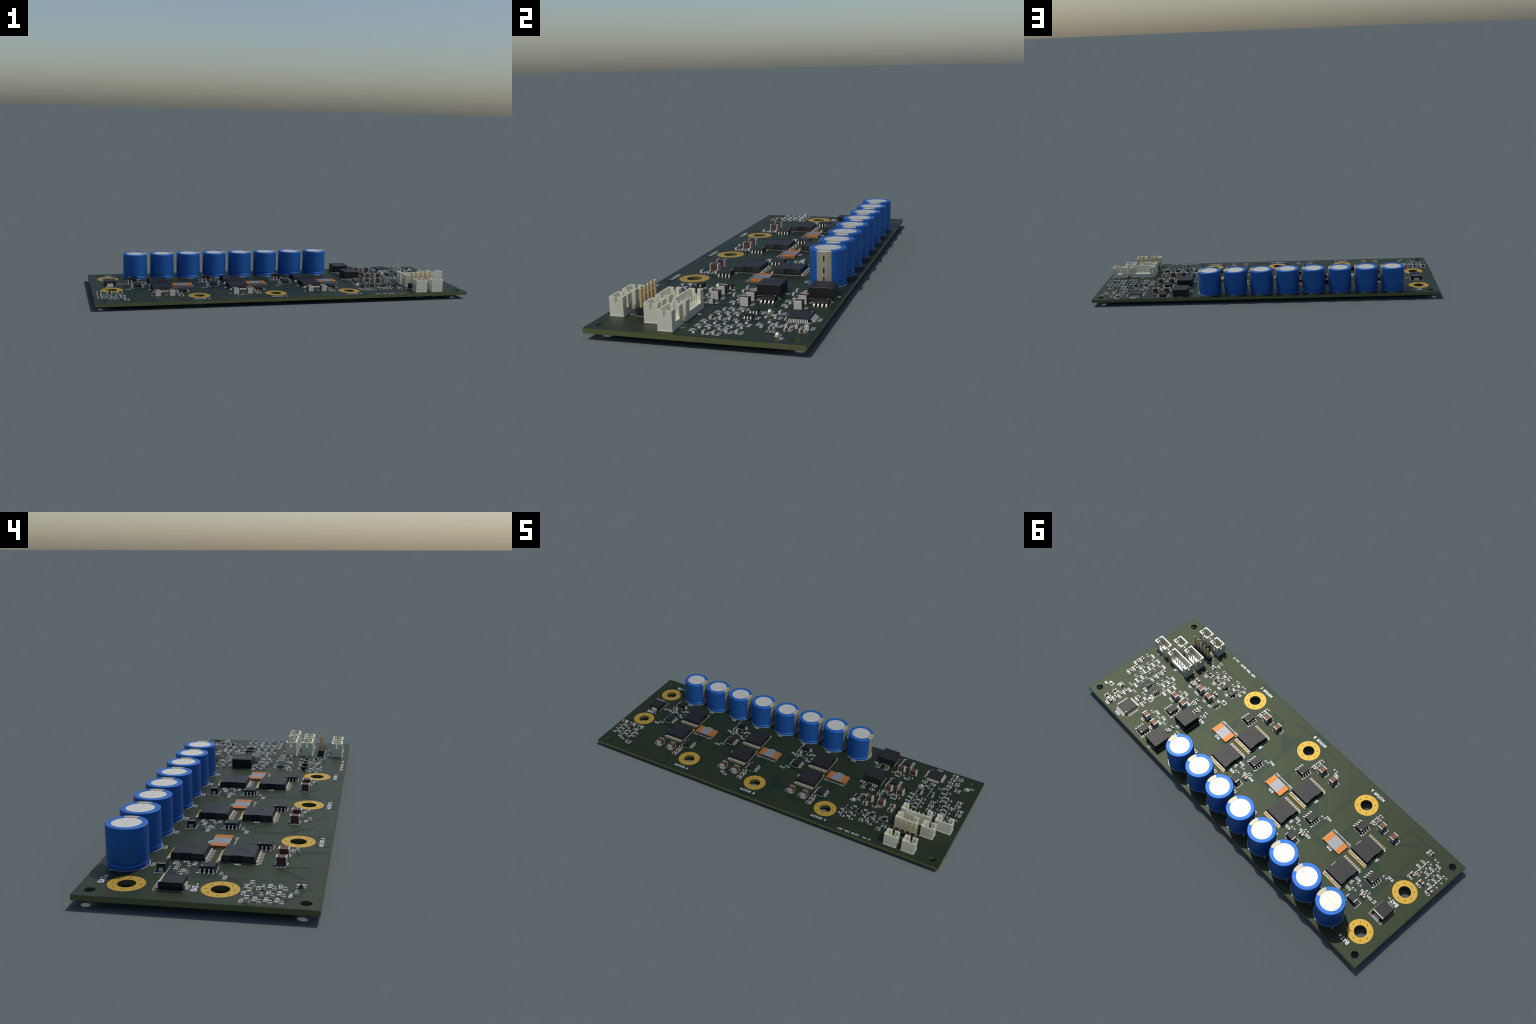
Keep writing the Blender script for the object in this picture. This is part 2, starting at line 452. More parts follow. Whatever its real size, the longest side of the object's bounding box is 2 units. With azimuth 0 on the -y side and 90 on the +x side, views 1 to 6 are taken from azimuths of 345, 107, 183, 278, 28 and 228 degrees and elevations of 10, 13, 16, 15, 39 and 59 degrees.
def resistor(x, y, rot=0, name='chip_resistor', me=None):
    part(name, me or ME_R, x, y, rot)
    chip_footprint(x, y, rot, 0.825, 0.8, 0.95, 0.52, 0.24)
def cap3(x, y, rot=0):
    part('chip_capacitor', ME_C3, x, y, rot)
    chip_footprint(x, y, rot, 0.79, 0.9, 0.95, 0.51, 0.14)
def cap5(x, y, rot=0):
    part('chip_capacitor', ME_C5, x, y, rot)
    chip_footprint(x, y, rot, 0.95, 1.0, 1.45, 0.735, 0.26)
def cap10(x, y, rot=0):
    part('chip_capacitor', ME_C10, x, y, rot)
    chip_footprint(x, y, rot, 1.475, 1.15, 2.7, 1.36, 0.71)

# ------------------------------------------------------------------ gull-wing packages
def gull(b, x_in, x_out, z_sh, y, w, t=0.2, foot=0.6, key='tin', shoulder=0.25):
    """one lead leaving the body at x_in, landing at x_out on the pad"""
    s = 1 if x_out > x_in else -1
    xk = x_in + s * shoulder * abs(x_out - x_in)
    xf = x_out - s * foot
    prof = [(x_in, z_sh), (xk, z_sh), (xf, 0.06 + t), (x_out, 0.06 + t), (x_out, 0.06), (xf - s * t * .6, 0.06),
            (xk - s * t * .6, z_sh - t), (x_in, z_sh - t)]
    b.profile_x(prof, y - w / 2, y + w / 2, key)

def ic_body(b, lx, ly, h, z0=0.12, draft=0.14, key='black'):
    zm = z0 + (h - z0) * 0.5
    b.stack([(-lx / 2 + draft, lx / 2 - draft, -ly / 2 + draft, ly / 2 - draft, z0),
             (-lx / 2, lx / 2, -ly / 2, ly / 2, zm - 0.08), (-lx / 2, lx / 2, -ly / 2, ly / 2, zm + 0.08),
             (-lx / 2 + draft, lx / 2 - draft, -ly / 2 + draft, ly / 2 - draft, h)], key)

# eight-lead package: gate drivers, and a flatter one for the step-down converters
def eight_lead(name, h, z_sh, reach, foot, shoulder, dot):
    b = MB(); ic_body(b, 3.9, 4.8, h, draft=0.22); b.disc(-1.15, 1.6, 0.3, h - 0.1, h + 0.015, dot, 16)
    body = b.mesh(name + '_body')
    b = MB()
    for s in (-1, 1):
        for k in range(4):
            gull(b, s * 1.8, s * reach, z_sh, -1.905 + 1.27 * k, 0.42, t=0.2, foot=foot, shoulder=shoulder)
    return body, b.mesh(name + '_leads')
DRIVER = eight_lead('gate_driver', 1.7, 0.98, 3.02, 0.4, 0.5, 'dot')
CONVERTER = eight_lead('step_down_converter', 1.5, 0.75, 3.0, 0.55, 0.3, 'band')
def soic(kind, name, x, y):
    o = part(name, kind[0], x, y)
    put('leads', kind[1], o)
    for s in (-1, 1):
        for k in range(4):
            pad(x, y, 0, s * 2.55, -1.905 + 1.27 * k, 1.75, 0.6)
        line(x, y, 0, [(-1.95, s * 2.6), (1.95, s * 2.6)])
    pin_mark(x, y, 0, -2.75, 2.75, 0.3)

# small outline transistors, 3, 5 and 6 leads
def sot(name, left, right):
    b = MB(); ic_body(b, 1.4, 2.9, 1.3, draft=0.1)
    body = b.mesh(name + '_body')
    b = MB()
    for s, ys in ((-1, left), (1, right)):
        for yy in ys:
            gull(b, s * 0.65, s * 1.42, 0.72, yy, 0.42, t=0.15, foot=0.32, shoulder=0.4)
    return body, b.mesh(name + '_leads')
SOT3 = (sot('three_lead', (-0.95, 0.95), (0,)), (-0.95, 0.95), (0,))
SOT5 = (sot('five_lead', (-0.95, 0, 0.95), (-0.95, 0.95)), (-0.95, 0, 0.95), (-0.95, 0.95))
SOT6 = (sot('six_lead', (-0.95, 0, 0.95), (-0.95, 0, 0.95)), (-0.95, 0, 0.95), (-0.95, 0, 0.95))
def place_sot(kind, name, x, y):
    (body, leads), left, right = kind
    o = part(name, body, x, y)
    put('leads', leads, o)
    for s, ys in ((-1, left), (1, right)):
        for yy in ys:
            pad(x, y, 0, s * 1.2, yy, 1.1, 0.6)
    for s in (-1, 1):
        line(x, y, 0, [(-0.6, s * 1.56), (0.6, s * 1.56)])
    pin_mark(x, y, 0, -1.05, 1.62, 0.25)

# 48-lead quad flat package
b = MB(); ic_body(b, 7, 7, 1.42, draft=0.12); b.disc(-2.6, 2.6, 0.3, 1.3, 1.435, 'dot', 16)
ME_QFP = b.mesh('quad_flat_body')
b = MB()
for s in (-1, 1):
    for k in range(12):
        gull(b, s * 3.45, s * 4.5, 0.85, -2.75 + 0.5 * k, 0.24, t=0.15, foot=0.5, shoulder=0.35)
n0 = len(b.v)
for s in (-1, 1):
    for k in range(12):
        gull(b, s * 3.45, s * 4.5, 0.85, -2.75 + 0.5 * k, 0.24, t=0.15, foot=0.5, shoulder=0.35)
for i in range(n0, len(b.v)):
    x, y, z = b.v[i]
    b.v[i] = (-y, x, z)
ME_QFP_LEADS = b.mesh('quad_flat_leads')
QX, QY = 69.95, 25.75
o = part('microcontroller', ME_QFP, QX, QY)
put('leads', ME_QFP_LEADS, o)
for s in (-1, 1):
    for k in range(12):
        pad(QX, QY, 0, s * 4.2, -2.75 + 0.5 * k, 1.45, 0.3)
        pad(QX, QY, 90, s * 4.2, -2.75 + 0.5 * k, 1.45, 0.3)
for sx in (-1, 1):
    for sy in (-1, 1):
        line(QX, QY, 0, [(sx * 3.15, sy * 3.62), (sx * 3.62, sy * 3.62), (sx * 3.62, sy * 3.15)])
pin_mark(QX, QY, 0, -3.85, 3.5, 0.33)

# ------------------------------------------------------------------ power transistors (leadless-style with wide tab)
def notched(x_out, x_notch, ya, yb):
    """body outline with a shallow recess in both flanks"""
    n0, n1 = -1.15, 2.2
    return [(x_out, ya), (x_out, n0), (x_notch, n0), (x_notch, n1), (x_out, n1), (x_out, yb),
            (-x_out, yb), (-x_out, n1), (-x_notch, n1), (-x_notch, n0), (-x_out, n0), (-x_out, ya)]
b = MB()
H_FET, N_DIMPLE, R_DIMPLE = 2.15, 48, 1.62
b.prism(notched(4.95, 4.55, -5.2, 5.22), 0.1, 0.5, 'black')
lo, hi = notched(4.95, 4.38, -5.2, 5.22), notched(4.64, 4.34, -4.74, 4.86)
n = len(lo)
pts = [(x, y, 0.5) for x, y in lo] + [(x, y, H_FET) for x, y in hi]
b.poly(pts, [(i, (i + 1) % n, n + (i + 1) % n, n + i) for i in range(n)], 'black')
# top face around a round ejector dimple
def boundary(a):
    """where the ray at angle a leaves the notched top outline"""
    dx, dy = math.cos(a), math.sin(a)
    best = 1e9
    for i in range(n):
        (x0, y0), (x1, y1) = hi[i], hi[(i + 1) % n]
        det = dx * (y0 - y1) - dy * (x0 - x1)
        if abs(det) < 1e-9:
            continue
        t = (x0 * (y0 - y1) - y0 * (x0 - x1)) / det
        u = (dx * y0 - dy * x0) / det
        if t > 0 and -1e-6 <= u <= 1 + 1e-6:
            best = min(best, t)
    return (best * dx, best * dy)
angles = sorted(set([2 * math.pi * i / N_DIMPLE for i in range(N_DIMPLE)] + [math.atan2(y, x) % (2 * math.pi) for x, y in hi]
                    + [(math.atan2(y, x) + 1e-4 * s) % (2 * math.pi) for x, y in hi for s in (-1, 1)]))
outer = [boundary(a) + (H_FET,) for a in angles]
inner = [(R_DIMPLE * math.cos(a), R_DIMPLE * math.sin(a), H_FET) for a in angles]
floor = [(R_DIMPLE * 0.97 * math.cos(a), R_DIMPLE * 0.97 * math.sin(a), H_FET - 0.07) for a in angles]
k = len(angles)
b.poly(outer + inner + floor, [(i, (i + 1) % k, k + (i + 1) % k, k + i) for i in range(k)]
       + [(k + i, k + (i + 1) % k, 2 * k + (i + 1) % k, 2 * k + i) for i in range(k)] + [tuple(range(2 * k, 3 * k))], 'black')
ME_FET = b.mesh('power_transistor')
b = MB()
b.box(-4.9, 4.9, 4.6, 5.62, 0.07, 0.55, 'tin', c=0.05)
for x0, x1 in ((-4.9, -4.2), (-0.75, 0.75), (4.2, 4.9)):
    b.box(x0, x1, 5.61, 5.85, 0.07, 0.52, 'tin', c=0.05)
ME_FET_TAB = b.mesh('heat_tab')
b = MB()
for k in range(8):
    x = -4.2 + 1.2 * k
    b.box(x - 0.4, x + 0.4, -5.66, -4.9, 0.07, 0.54, 'tin', c=0.1)
ME_FET_LEADS = b.mesh('power_leads')
def fet(x, y):
    o = part('power_transistor', ME_FET, x, y)
    put('heat_tab', ME_FET_TAB, o)
    put('leads', ME_FET_LEADS, o)
    pad(x, y, 0, 0, 4.6, 10.2, 3.9, 'gold', 0.03)
    for k in range(8):
        xx = -4.2 + 1.2 * k
        pad(x, y, 0, xx, -5.83, 0.88, 1.84, 'gold', 0.03)
        pad(x, y, 0, xx + 0.02, -5.95, 0.72, 1.45)
        if k < 8:
            padm.disc(x + xx, y + 5.98, 0.38, 0, ZP, 'paste', 14)
    line(x, y, 0, [(-5.1, -5.2), (-5.1, 5.6)])
    line(x, y, 0, [(5.1, -5.2), (5.1, 5.2)])
    pin_mark(x, y, 0, -5.1, -5.7, 0.3)

# current shunt: alloy bridge with copper ends
b = MB()
b.box(-2.53, 2.53, -2.82, 2.82, 0.12, 0.73, 'alloy')
for s in (-1, 1):
    x0, x1 = sorted((s * 5.02, s * 2.52))
    b.box(x0, x1, -2.85, 2.85, 0.06, 0.76, 'copper', c=0.06)
ME_SHUNT = b.mesh('shunt_resistor')
def shunt(x, y):
    part('shunt_resistor', ME_SHUNT, x, y)
    for s in (-1, 1):
        xc = s * 4.03
        pts = []
        for cx, cy, a in ((1.05, .25, 0), (-1.05, .25, 90), (-1.05, -.25, 180), (1.05, -.25, 270)):
            pts += [(x + xc + cx + .22 * math.cos(math.radians(a + t)), y - 4.15 + cy + .22 * math.sin(math.radians(a + t))) for t in (0, 45, 90)]
        padm.prism(pts, 0, ZP, 'paste')
        line(x, y, 0, [(s * 5.25, -3.5), (s * 5.25, 2.9)])
    line(x, y, 0, [(-2.45, -4.2), (2.45, -4.2)], 0.16)

# ------------------------------------------------------------------ diodes
def diode_mesh(name, l, w, h, lead_w, reach, band, lead_h):
    b = MB()
    zc = lead_h
    b.stack([(-l / 2 + .1, l / 2 - .1, -w / 2 + .08, w / 2 - .08, 0.12), (-l / 2, l / 2, -w / 2, w / 2, zc),
             (-l / 2 + .12, l / 2 - .12, -w / 2 + .1, w / 2 - .1, h)], 'black')
    b.box(-l / 2 + .12, -l / 2 + .12 + band, -w / 2 + .1, w / 2 - .1, h - 0.05, h + 0.014, 'band')
    body = b.mesh(name + '_body')
    b = MB()
    for s in (-1, 1):
        prof = [(s * (l / 2 - .1), zc), (s * reach, zc), (s * reach, 0.06), (s * (reach - .9), 0.06), (s * (reach - .9), 0.2),
                (s * (reach - .18), 0.2), (s * (reach - .18), zc - .18), (s * (l / 2 - .1), zc - .18)]
        b.profile_x(prof, -lead_w / 2, lead_w / 2, 'tin')
    return body, b.mesh(name + '_leads')
D_SMA = diode_mesh('medium_diode', 4.1, 2.6, 2.3, 1.4, 2.28, 0.45, 1.1)
D_SMC = diode_mesh('large_diode', 6.9, 5.9, 2.35, 3.0, 3.66, 0.55, 1.15)
D_SOD = diode_mesh('small_diode', 2.6, 1.55, 1.12, 0.6, 1.66, 0.42, 0.42)
def diode(kind, x, y, rot, px, pw, ph, sx0, sx1, sy):
    o = part('diode', kind[0], x, y, rot)
    put('leads', kind[1], o)
    for s in (-1, 1):
        pad(x, y, rot, s * px, 0, pw, ph)
    line(x, y, rot, [(sx1, sy), (sx0, sy), (sx0, -sy), (sx1, -sy)])

# indicator lights
b = MB()
b.box(-0.58, 0.58, -0.4, 0.4, 0.05, 0.5, 'led')
for e in (-1, 1):
    xa, xb = sorted((e * 0.8, e * 0.57))
    b.box(xa, xb, -0.36, 0.36, 0.045, 0.48, 'ledend')
b.stack([(-0.76, 0.76, -0.4, 0.4, 0.49), (-0.74, 0.74, -0.4, 0.4, 0.6), (-0.54, 0.54, -0.38, 0.38, 1.03)], 'led')
ME_LED = b.mesh('indicator_led')
def led(x, y):
    part('indicator_led', ME_LED, x, y)
    for s in (-1, 1):
        pad(x, y, 0, s * 0.79, 0, 0.88, 0.95)
    line(x, y, 0, [(0.8, 0.74), (-1.48, 0.74), (-1.48, -0.74), (0.8, -0.74)], 0.16)

# power inductors
b = MB()
b.stack([(-3.85, 3.85, -3.85, 3.85, 0.1), (-4, 4, -4, 4, 0.4), (-4, 4, -4, 4, 3.72), (-3.93, 3.93, -3.93, 3.93, 3.8)], 'black')
ME_L = b.mesh('power_inductor')
def inductor(x, y):
    part('power_inductor', ME_L, x, y)
    for s in (-1, 1):
        line(x, y, 0, [(-2.4, s * 4.22), (2.4, s * 4.22)])
        line(x, y, 0, [(s * 4.25, -3.6), (s * 4.25, 3.6)])

# ------------------------------------------------------------------ electrolytic capacitors
CAN = [(5.9, 0.04), (6.2, 0.06), (6.22, 0.2), (6.22, 1.0), (6.19, 1.16), (6.08, 1.3), (5.93, 1.42), (5.9, 1.52), (5.97, 1.62), (6.16, 1.68),
       (6.2, 1.75), (6.2, 1.95), (6.2, 12.05), (6.2, 12.2), (6.15, 12.36), (6.05, 12.45), (5.92, 12.48), (5.84, 12.48),
       (4.5, 12.48), (4.46, 12.48), (4.42, 12.3)]
STRIPE = 23.6
def lathe(b, prof, a0, a1, n, key):
    o = len(b.v)
    k = b.slot(key)
    m = len(prof)
    full = abs(a1 - a0 - 360) < 1e-6
    cols = n if full else n + 1
    for i in range(cols):
        a = math.radians(a0 + (a1 - a0) * i / n)
        for r, z in prof:
            b.v.append((r * math.cos(a), r * math.sin(a), z))
    for i in range(n):
        j = (i + 1) % cols
        for q in range(m - 1):
            b.f.append([o + i * m + q, o + j * m + q, o + j * m + q + 1, o + i * m + q + 1])
            b.mi.append(k)
b = MB(); lathe(b, CAN, STRIPE, 360 - STRIPE, 78, 'blue'); ME_SLEEVE = b.mesh('capacitor_sleeve', smooth=50)
b = MB(); lathe(b, CAN, -STRIPE, STRIPE, 14, 'cream'); ME_STRIPE = b.mesh('polarity_stripe', smooth=50)
b = MB(); b.disc(0, 0, 4.43, 12.2, 12.36, 'alu', 72)
for ang in (0, 90):
    c, s = math.cos(math.radians(ang)), math.sin(math.radians(ang))
    b.ribbon([(-4.1 * c, -4.1 * s), (4.1 * c, 4.1 * s)], 0.075, 12.3, 12.364 - 0.001 * (ang > 0), 'line2' if ang else 'line')
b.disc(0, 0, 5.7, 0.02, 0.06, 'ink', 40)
ME_TOP = b.mesh('can_top')
b = MB()                                            # rounded ink bar wrapped on the sleeve
pts = []
for i in range(9):
    a = math.pi * i / 8
    pts.append((0.22 * math.cos(a), 0.78 + 0.22 * math.sin(a)))
pts += [(-p[0], -p[1]) for p in pts]
n = len(pts)
R = 6.215
vs = [(math.sqrt(R * R - u * u) if d else math.sqrt(R * R - u * u) - 0.05, u, w) for d in (0, 1) for u, w in pts]
b.poly(vs, [tuple(range(n, 2 * n))] + [(i, (i + 1) % n, n + (i + 1) % n, n + i) for i in range(n)], 'ink')
ME_DASH = b.mesh('polarity_mark')
b = MB(); b.disc(0, 0, 0.3, -THICK - 1.5, 0.1, 'tin', 12); b.disc(0, 0, 0.95, -THICK - 0.08, -THICK + 0.02, 'paste', 20)
ME_CAPLEAD = b.mesh('capacitor_lead')
for i in range(8):
    x, y = -68.5 + 14 * i, 24.5
    o = part('electrolytic_capacitor', ME_SLEEVE, x, y)
    put('polarity_stripe', ME_STRIPE, o)
    put('can_top', ME_TOP, o)
    for zc in (9.9, 5.85):
        put('polarity_mark', ME_DASH, o, z=zc)
    put('polarity_mark', ME_DASH, o, z=2.75)
    for s in (-1, 1):
        put('lead', ME_CAPLEAD, o, x=2.5 * s)
    line(x, y, 0, [(6.4 * math.cos(2 * math.pi * k / 64), 6.4 * math.sin(2 * math.pi * k / 64)) for k in range(64)], 0.14, closed=True)
    line(x, y, 0, [(-6.75, 3.55), (-5.5, 3.55)]); line(x, y, 0, [(-6.12, 2.92), (-6.12, 4.18)])
    text('C%d' % (19 + i), x, 17.05)

# ------------------------------------------------------------------ white wire-to-board connectors
def shell(n):
    L, D, H, t = 2.0 * (n - 1) + 3.9, 4.5, 6.0, 0.5
    x0, x1, y0, y1 = -L / 2, L / 2, -D / 2, D / 2
    fl = 2.2
    b = MB()
    b.box(x0, x1, y0, y1, 0.06, fl, 'nylon')                              # base block
    b.box(x0, x1, y0, y0 + t, fl, H, 'nylon')                             # tall rear wall
    yc = 0.05
    for s in (-1, 1):                                                     # end walls with a slot
        xa, xb = sorted((s * L / 2, s * (L / 2 - t)))
        b.box(xa, xb, y0 + t, yc - 0.4, fl, H, 'nylon')
        b.box(xa, xb, yc + 0.4, y1, fl, H, 'nylon')
        b.box(xa, xb, yc - 0.4, yc + 0.4, fl, 4.0, 'nylon')
    g = (n - 2) + 0.5                                                     # half width of the front window
    for s in (-1, 1):                                                     # front wall pieces with a small slit
        lo, hi = g, L / 2 - t
        sl0, sl1 = g + 1.12, g + 1.6
        for a, c, z0, z1 in ((lo, sl0, fl, H), (sl1, hi, fl, H), (sl0, sl1, fl, 3.0), (sl0, sl1, 4.6, H)):
            xa, xb = sorted((s * a, s * c))
            b.box(xa, xb, y1 - t, y1, z0, z1, 'nylon')
    return b.mesh('connector_shell_%d' % n)
b = MB()
b.stack([(-.25, .25, -.25, .25, -THICK - 1.66), (-.25, .25, -.25, .25, 4.6), (-.13, .13, -.13, .13, 4.88)], 'tin')
b.stack([(-.1, .1, -.1, .1, -THICK - 1.79), (-.25, .25, -.25, .25, -THICK - 1.6)], 'tin')
b.disc(0, 0, 0.75, -THICK - 0.06, -THICK + 0.02, 'paste', 16)
ME_PHPIN = b.mesh('connector_pin')
SHELL = {n: shell(n) for n in (2, 3, 4, 6)}
for n, x, y, lab in ((3, 86.0, -8.47, 'J6'), (2, 81.0, -15.42, 'J8'), (6, 72.67, -8.45, 'J7'), (4, 70.62, -15.46, 'J5'),
                     (2, 77.05, -28.47, 'J9'), (2, 68.6, -28.48, 'J10')):
    o = part('wire_connector', SHELL[n], x, y)
    for k in range(n):
        put('connector_pin', ME_PHPIN, o, x=-(n - 1) + 2.0 * k, y=0.55)
    hx, hy = (2 * (n - 1) + 3.9) / 2 + 0.11, 2.36
    line(x, y, 0, [(-hx, -hy), (hx, -hy), (hx, hy), (-hx, hy)], closed=True)
    pin_mark(x, y, 0, -hx + 0.02, hy - 0.3, 0.18)
    text(lab, x, y + 3.5)

# pin header
b = MB()
for k in range(5):
    xc = -5.08 + 2.54 * k
    c = 0.28
    hexo = [(xc - 1.27, -1.27 + c), (xc - 1.27 + c, -1.27), (xc + 1.27 - c, -1.27), (xc + 1.27, -1.27 + c), (xc + 1.27, 1.27 - c),
            (xc + 1.27 - c, 1.27), (xc - 1.27 + c, 1.27), (xc - 1.27, 1.27 - c)]
    b.prism(hexo, 0.06, 2.54, 'black')
ME_HDR = b.mesh('header_block')
b = MB()
q = 0.32
b.stack([(-.18, .18, -.18, .18, -THICK - 1.4), (-q, q, -q, q, -THICK - 1.15), (-q, q, -q, q, 8.25), (-.18, .18, -.18, .18, 8.5)], 'pin')
b.disc(0, 0, 0.85, -THICK - 0.06, -THICK + 0.02, 'paste', 16)
ME_HPIN = b.mesh('header_pin')
HX, HY = 72.2, -21.57
o = part('pin_header', ME_HDR, HX, HY)
for k in range(5):
    put('header_pin', ME_HPIN, o, x=-5.08 + 2.54 * k)
line(HX, HY, 0, [(-6.42, -1.36), (6.42, -1.36), (6.42, 1.36), (-6.42, 1.36)], closed=True)

# ------------------------------------------------------------------ layout: three identical half bridges
HALF = (('A', -76, 26, 3, 4, 22, 23, 24, 25, 35, 36, 37, 27, 28), ('B', -38, 34, 5, 6, 30, 31, 32, 33, 39, 40, 41, 29, 30),
        ('C', 0, 42, 7, 8, 38, 39, 40, 41, 43, 44, 45, 31, 32))
for nm, dx, rs, q1, q2, ra, rb, rc, rd, c1, c2, c3, ca, cb in HALF:
    fet(17 + dx, 8); fet(17 + dx, -7)
    text('Q%d' % q1, 11 + dx, 8, rot=90); text('Q%d' % q2, 11 + dx, -7, rot=90)
    shunt(28.5 + dx, 0.9); text('R%d' % rs, 28.5 + dx, 4.5)
    soic(DRIVER, 'gate_driver', 26.45 + dx, -13); soic(DRIVER, 'gate_driver', 6.05 + dx, 0.5)
    resistor(7.85 + dx, 6.6); text('R%d' % rb, 9.93 + dx, 5.2)
    resistor(7.85 + dx, 9.65); text('R%d' % ra, 9.93 + dx, 11.0)
    resistor(2.95 + dx, 6.2); text('R%d' % rc, 0.97 + dx, 7.5)
    resistor(3.0 + dx, -3.75); text('R%d' % rd, 1.0 + dx, -5.2)
    cap5(3.2 + dx, 9.2); text('C%d' % c1, 4.35 + dx, 7.55)
    diode(D_SMA, 5.0 + dx, 13.5, 0, 2.0, 2.3, 1.7, -3.5, 2.0, 1.68)
    cap3(24.4 + dx, -17.5); text('C%d' % c2, 24.5 + dx, -18.95)
    resistor(24.5 + dx, -20.35)
    cap3(24.3 + dx, -23.15); text('C%d' % c3, 24.5 + dx, -21.9)
    cap10(20.4 + dx, -19.5, 90); text('C%d' % cb, 18.0 + dx, -19.5, rot=90)
    cap10(13.5 + dx, -19.5, 90); text('C%d' % ca, 11.1 + dx, -19.6, rot=90)
    text('MOTOR ' + nm, 33.1 + dx, -29.8, size=1.2, w=0.22)
resistor(-21.2, -24.3); text('TH1', -22.95, -23.1)

diode(D_SMC, -83.0, 7.5, -90, 3.1, 3.1, 3.3, -4.9, 3.55, 3.3); text('D1', -77.85, 7.4, rot=90)
text('BAT+', -80.75, 27.85, size=1.5, w=0.28); text('BAT-', -82.75, 1.45, size=1.5, w=0.28)
text('48V 35A BLDC  rev D', 51.75, -31.5)

# sensing network at the battery end
for n, x, y in (('R44', -82.3, -25.8), ('R37', -80.93, -22.7), ('R28', -80.93, -19.75), ('R36', -85.3, -22.75), ('R21', -85.3, -19.77),
                ('R18', -85.3, -16.78), ('R29', -89.78, -22.75), ('R20', -89.8, -19.73), ('R19', -89.8, -16.75)):
    resistor(x, y)
for s_, x, y in (('R37', -78.9, -21.35), ('R28', -78.9, -18.4), ('R44', -84.37, -24.5), ('R36', -83.35, -21.38), ('R21', -83.3, -18.45),
                 ('R29', -87.8, -21.35), ('R20', -87.8, -18.4), ('R18', -87.8, -15.4), ('C33', -80.85, -15.5), ('C42', -79.72, -12.0),
                 ('C38', -84.63, -12.0), ('C34', -89.55, -12.1)):
    text(s_, x, y)
cap3(-78.65, -26.72, 90); text('C46', -77.0, -26.7, rot=90)
cap3(-80.85, -16.8)
for x in (-79.7, -84.65, -89.62):
    cap5(x, -13.6)

# control electronics at the connector end
for x, y in ((88.75, -.12), (84.3, -.12), (79.85, -.12), (84.32, 2.85), (84.3, 5.82), (79.87, 2.82), (82.15, 8.75), (79.85, 5.8),
             (82.15, 11.72), (77.65, 8.72), (77.65, 11.7), (79.88, 16.8), (75.36, 17.85), (71.03, 15.5), (71.0, .9), (70.97, 3.87),
             (70.97, 6.82), (66.5, .9), (66.5, 3.88), (66.53, 6.85), (59.85, 1.58), (55.38, 1.56), (50.9, 1.55), (59.83, 18.56),
             (55.42, 18.56), (50.87, 18.57), (52.52, -10.05), (57.17, -19.1), (55.35, -21.95), (52.63, -19.05), (46.4, -23.1),
             (46.42, -20.1), (41.98, -20.1), (42.03, -23.08), (42.12, 3.1), (42.12, 20.05)):
    resistor(x, y)
resistor(60.88, -19.87, 90); text('R5', 62.57, -20.0, rot=90)
resistor(78.31, 20.8, name='ferrite_bead', me=ME_FB)
for x, y, r in ((82.07, 20.34, 90), (82.06, 24.82, 90), (82.44, 29.25, 90), (78.45, 23.66, 0), (78.42, 26.66, 0), (71.03, 18.32, 0),
                (66.47, 18.38, 0), (88.9, 2.78, 0), (88.88, 5.74, 0), (86.65, 8.74, 0), (86.63, 11.7, 0), (75.5, -.18, 0), (75.5, 2.78, 0),
                (75.52, 5.72, 0), (60.04, -23.75, 0), (50.9, -21.98, 0), (51.0, -1.4, 0), (46.53, .17, 0), (46.55, 3.1, 0), (42.05, .19, 0),
                (46.56, 17.14, 0), (46.56, 20.12, 0), (42.15, 17.14, 0)):
    cap3(x, y, r)
for x, y in ((78.59, 29.75), (59.97, -9.08), (60.05, -5.74), (48.0, -10.4)):
    cap5(x, y)
for x, y in ((59.57, 5.25), (53.52, 5.33), (59.58, 22.3), (53.53, 22.27), (54.63, -6.35), (48.56, -6.34)):
    cap10(x, y)
soic(CONVERTER, 'step_down_converter', 54.48, 28.25); soic(CONVERTER, 'step_down_converter', 54.48, 11.3)
inductor(45.05, 26.5); inductor(45.05, 9.5)
text('L2', 45.4, 14.95); text('L1', 45.4, 31.6)
place_sot(SOT6, 'suppressor_array', 72.9, 10.6); place_sot(SOT6, 'suppressor_array', 67.25, 10.58)
place_sot(SOT5, 'voltage_regulator', 42.7, -6.38)
place_sot(SOT3, 'small_transistor', 47.85, -16.25); place_sot(SOT3, 'small_transistor', 42.45, -16.22)
diode(D_SOD, 60.0, -16.0, 0, 1.65, 0.9, 1.2, -2.36, 1.65, 1.02); diode(D_SOD, 53.84, -16.0, 0, 1.65, 0.9, 1.2, -2.36, 1.65, 1.02)
led(86.9, 23.45); led(66.7, 15.2); led(42.08, -10.34)
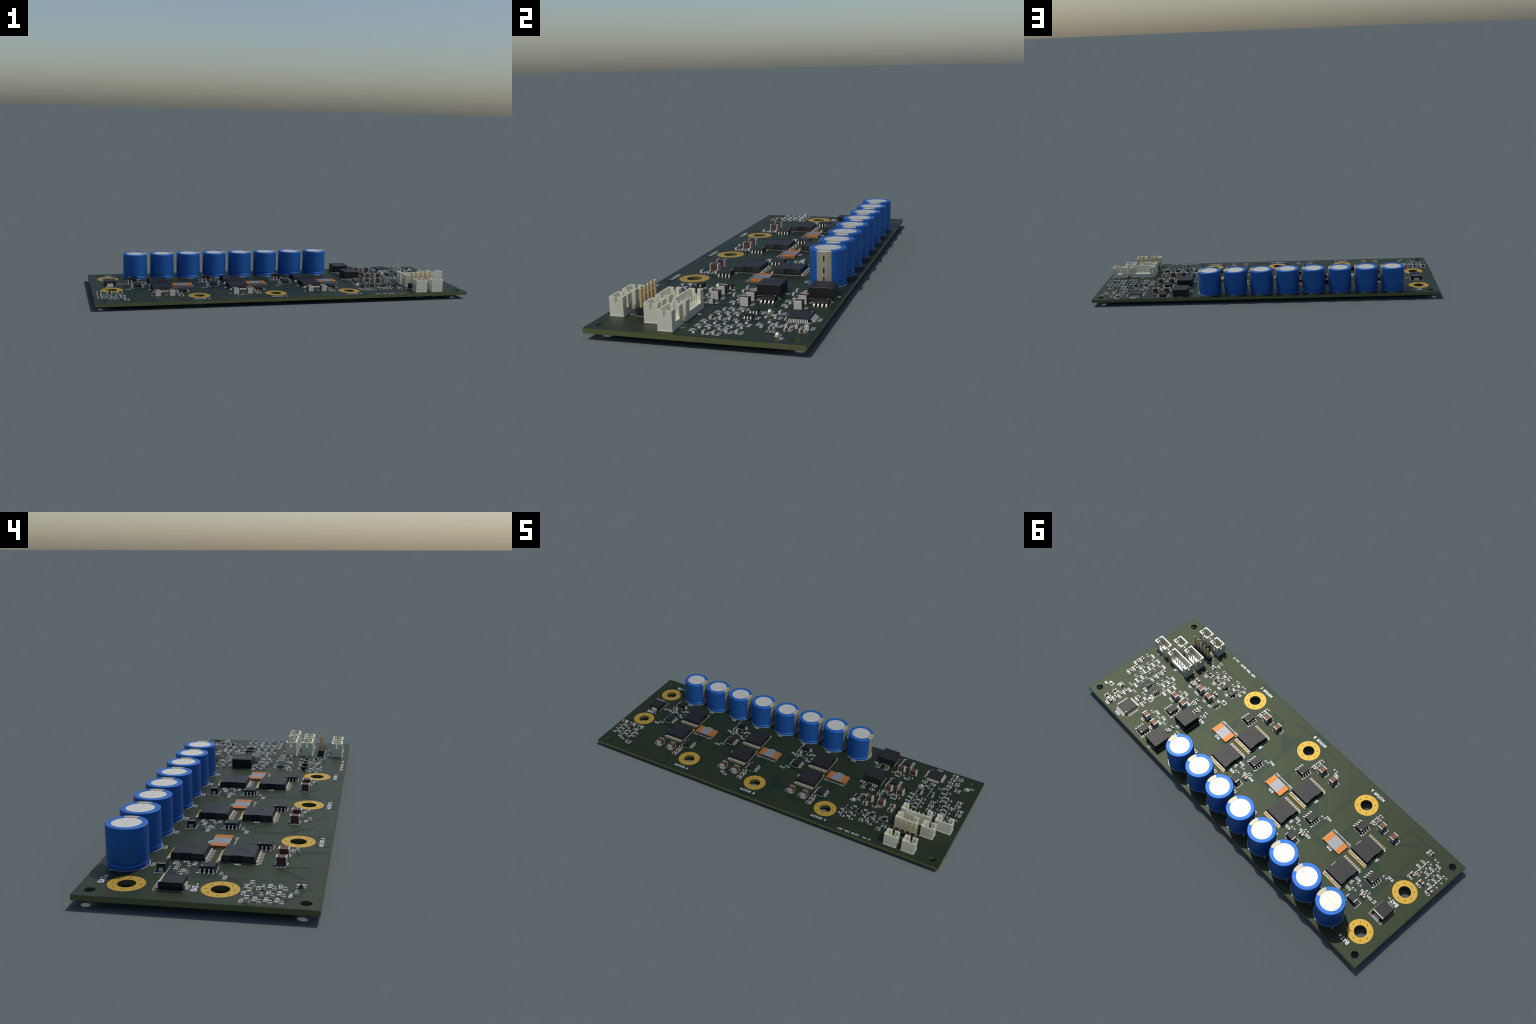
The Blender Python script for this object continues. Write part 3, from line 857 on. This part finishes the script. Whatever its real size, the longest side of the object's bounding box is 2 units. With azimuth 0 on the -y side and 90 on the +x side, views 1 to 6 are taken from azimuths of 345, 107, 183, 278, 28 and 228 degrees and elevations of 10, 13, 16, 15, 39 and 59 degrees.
for s_, x, y in (('D9', 88.75, 25.0), ('FB1', 78.45, 22.0), ('R45', 77.67, 19.17), ('C50', 77.9, 25.05), ('C48', 78.6, 28.0), ('C51', 78.8, 31.4),
                 ('C54', 71.14, 19.7), ('C53', 66.75, 19.7), ('R46', 78.08, 15.27), ('R48', 79.93, 13.05), ('D8', 68.75, 16.72),
                 ('D11', 72.87, 13.45), ('U16', 70.41, 31.5), ('R64', 87.0, -1.75), ('R63', 82.6, -1.75), ('R62', 78.15, -1.72),
                 ('C60', 89.06, 4.12), ('C58', 89.06, 7.1), ('R59', 82.53, 1.35), ('R58', 82.1, 4.2), ('R51', 85.3, 7.2), ('C56', 86.9, 10.0),
                 ('C55', 86.92, 13.0), ('R54', 82.0, 7.1), ('C61', 75.63, 1.08), ('C59', 75.65, 4.14), ('C57', 75.62, 7.2), ('R50', 79.92, 10.08),
                 ('R61', 69.2, -.75), ('R57', 69.17, 2.35), ('R53', 69.17, 5.27), ('R60', 64.72, 2.2), ('R56', 64.75, 5.2), ('R52', 64.9, 8.0),
                 ('R16', 58.06, .05), ('R15', 57.7, 2.85), ('R14', 52.66, 2.9), ('C17', 51.2, .05), ('C16', 59.7, 7.57), ('C15', 53.56, 7.6),
                 ('R12', 58.09, 17.05), ('R11', 53.56, 16.95), ('R10', 53.0, 19.87), ('C9', 59.65, 24.6), ('C8', 53.52, 24.6),
                 ('D10', 67.22, 13.44), ('D3', 59.97, -13.82), ('D2', 53.8, -13.82), ('R2', 55.35, -17.75), ('R6', 53.6, -20.65),
                 ('C1', 51.0, -20.75), ('R1', 50.82, -17.78), ('Q2', 50.06, -14.0), ('R8', 44.7, -21.8), ('R4', 44.63, -18.85),
                 ('Q1', 44.65, -14.05), ('R3', 40.25, -18.8), ('R7', 40.3, -21.65), ('C4', 60.2, -4.05), ('C11', 60.2, -7.45),
                 ('R17', 54.5, -8.8), ('C10', 54.75, -3.95), ('C3', 48.7, -3.95), ('C5', 47.95, -8.85), ('U3', 44.85, -3.95), ('D4', 44.15, -8.87),
                 ('C14', 46.75, 1.4), ('C13', 42.3, 1.47), ('R13', 40.3, 4.5), ('R9', 40.3, 21.5), ('C7', 46.6, 18.6), ('C6', 42.5, 18.6),
                 ('C12', 46.6, 4.5), ('C2', 60.15, -22.3)):
    text(s_, x, y)
text('C52', 83.8, 20.45, rot=90); text('C49', 80.8, 24.75, rot=90); text('C47', 81.2, 29.23, rot=90)
text('J4', 64.7, -21.7, rot=90)

put('solder_pads', padm.mesh('solder_pads'), substrate)['kind'] = 'stuff'
put('printed_lettering', silkm.mesh('printed_lettering'), substrate)['kind'] = 'stuff'
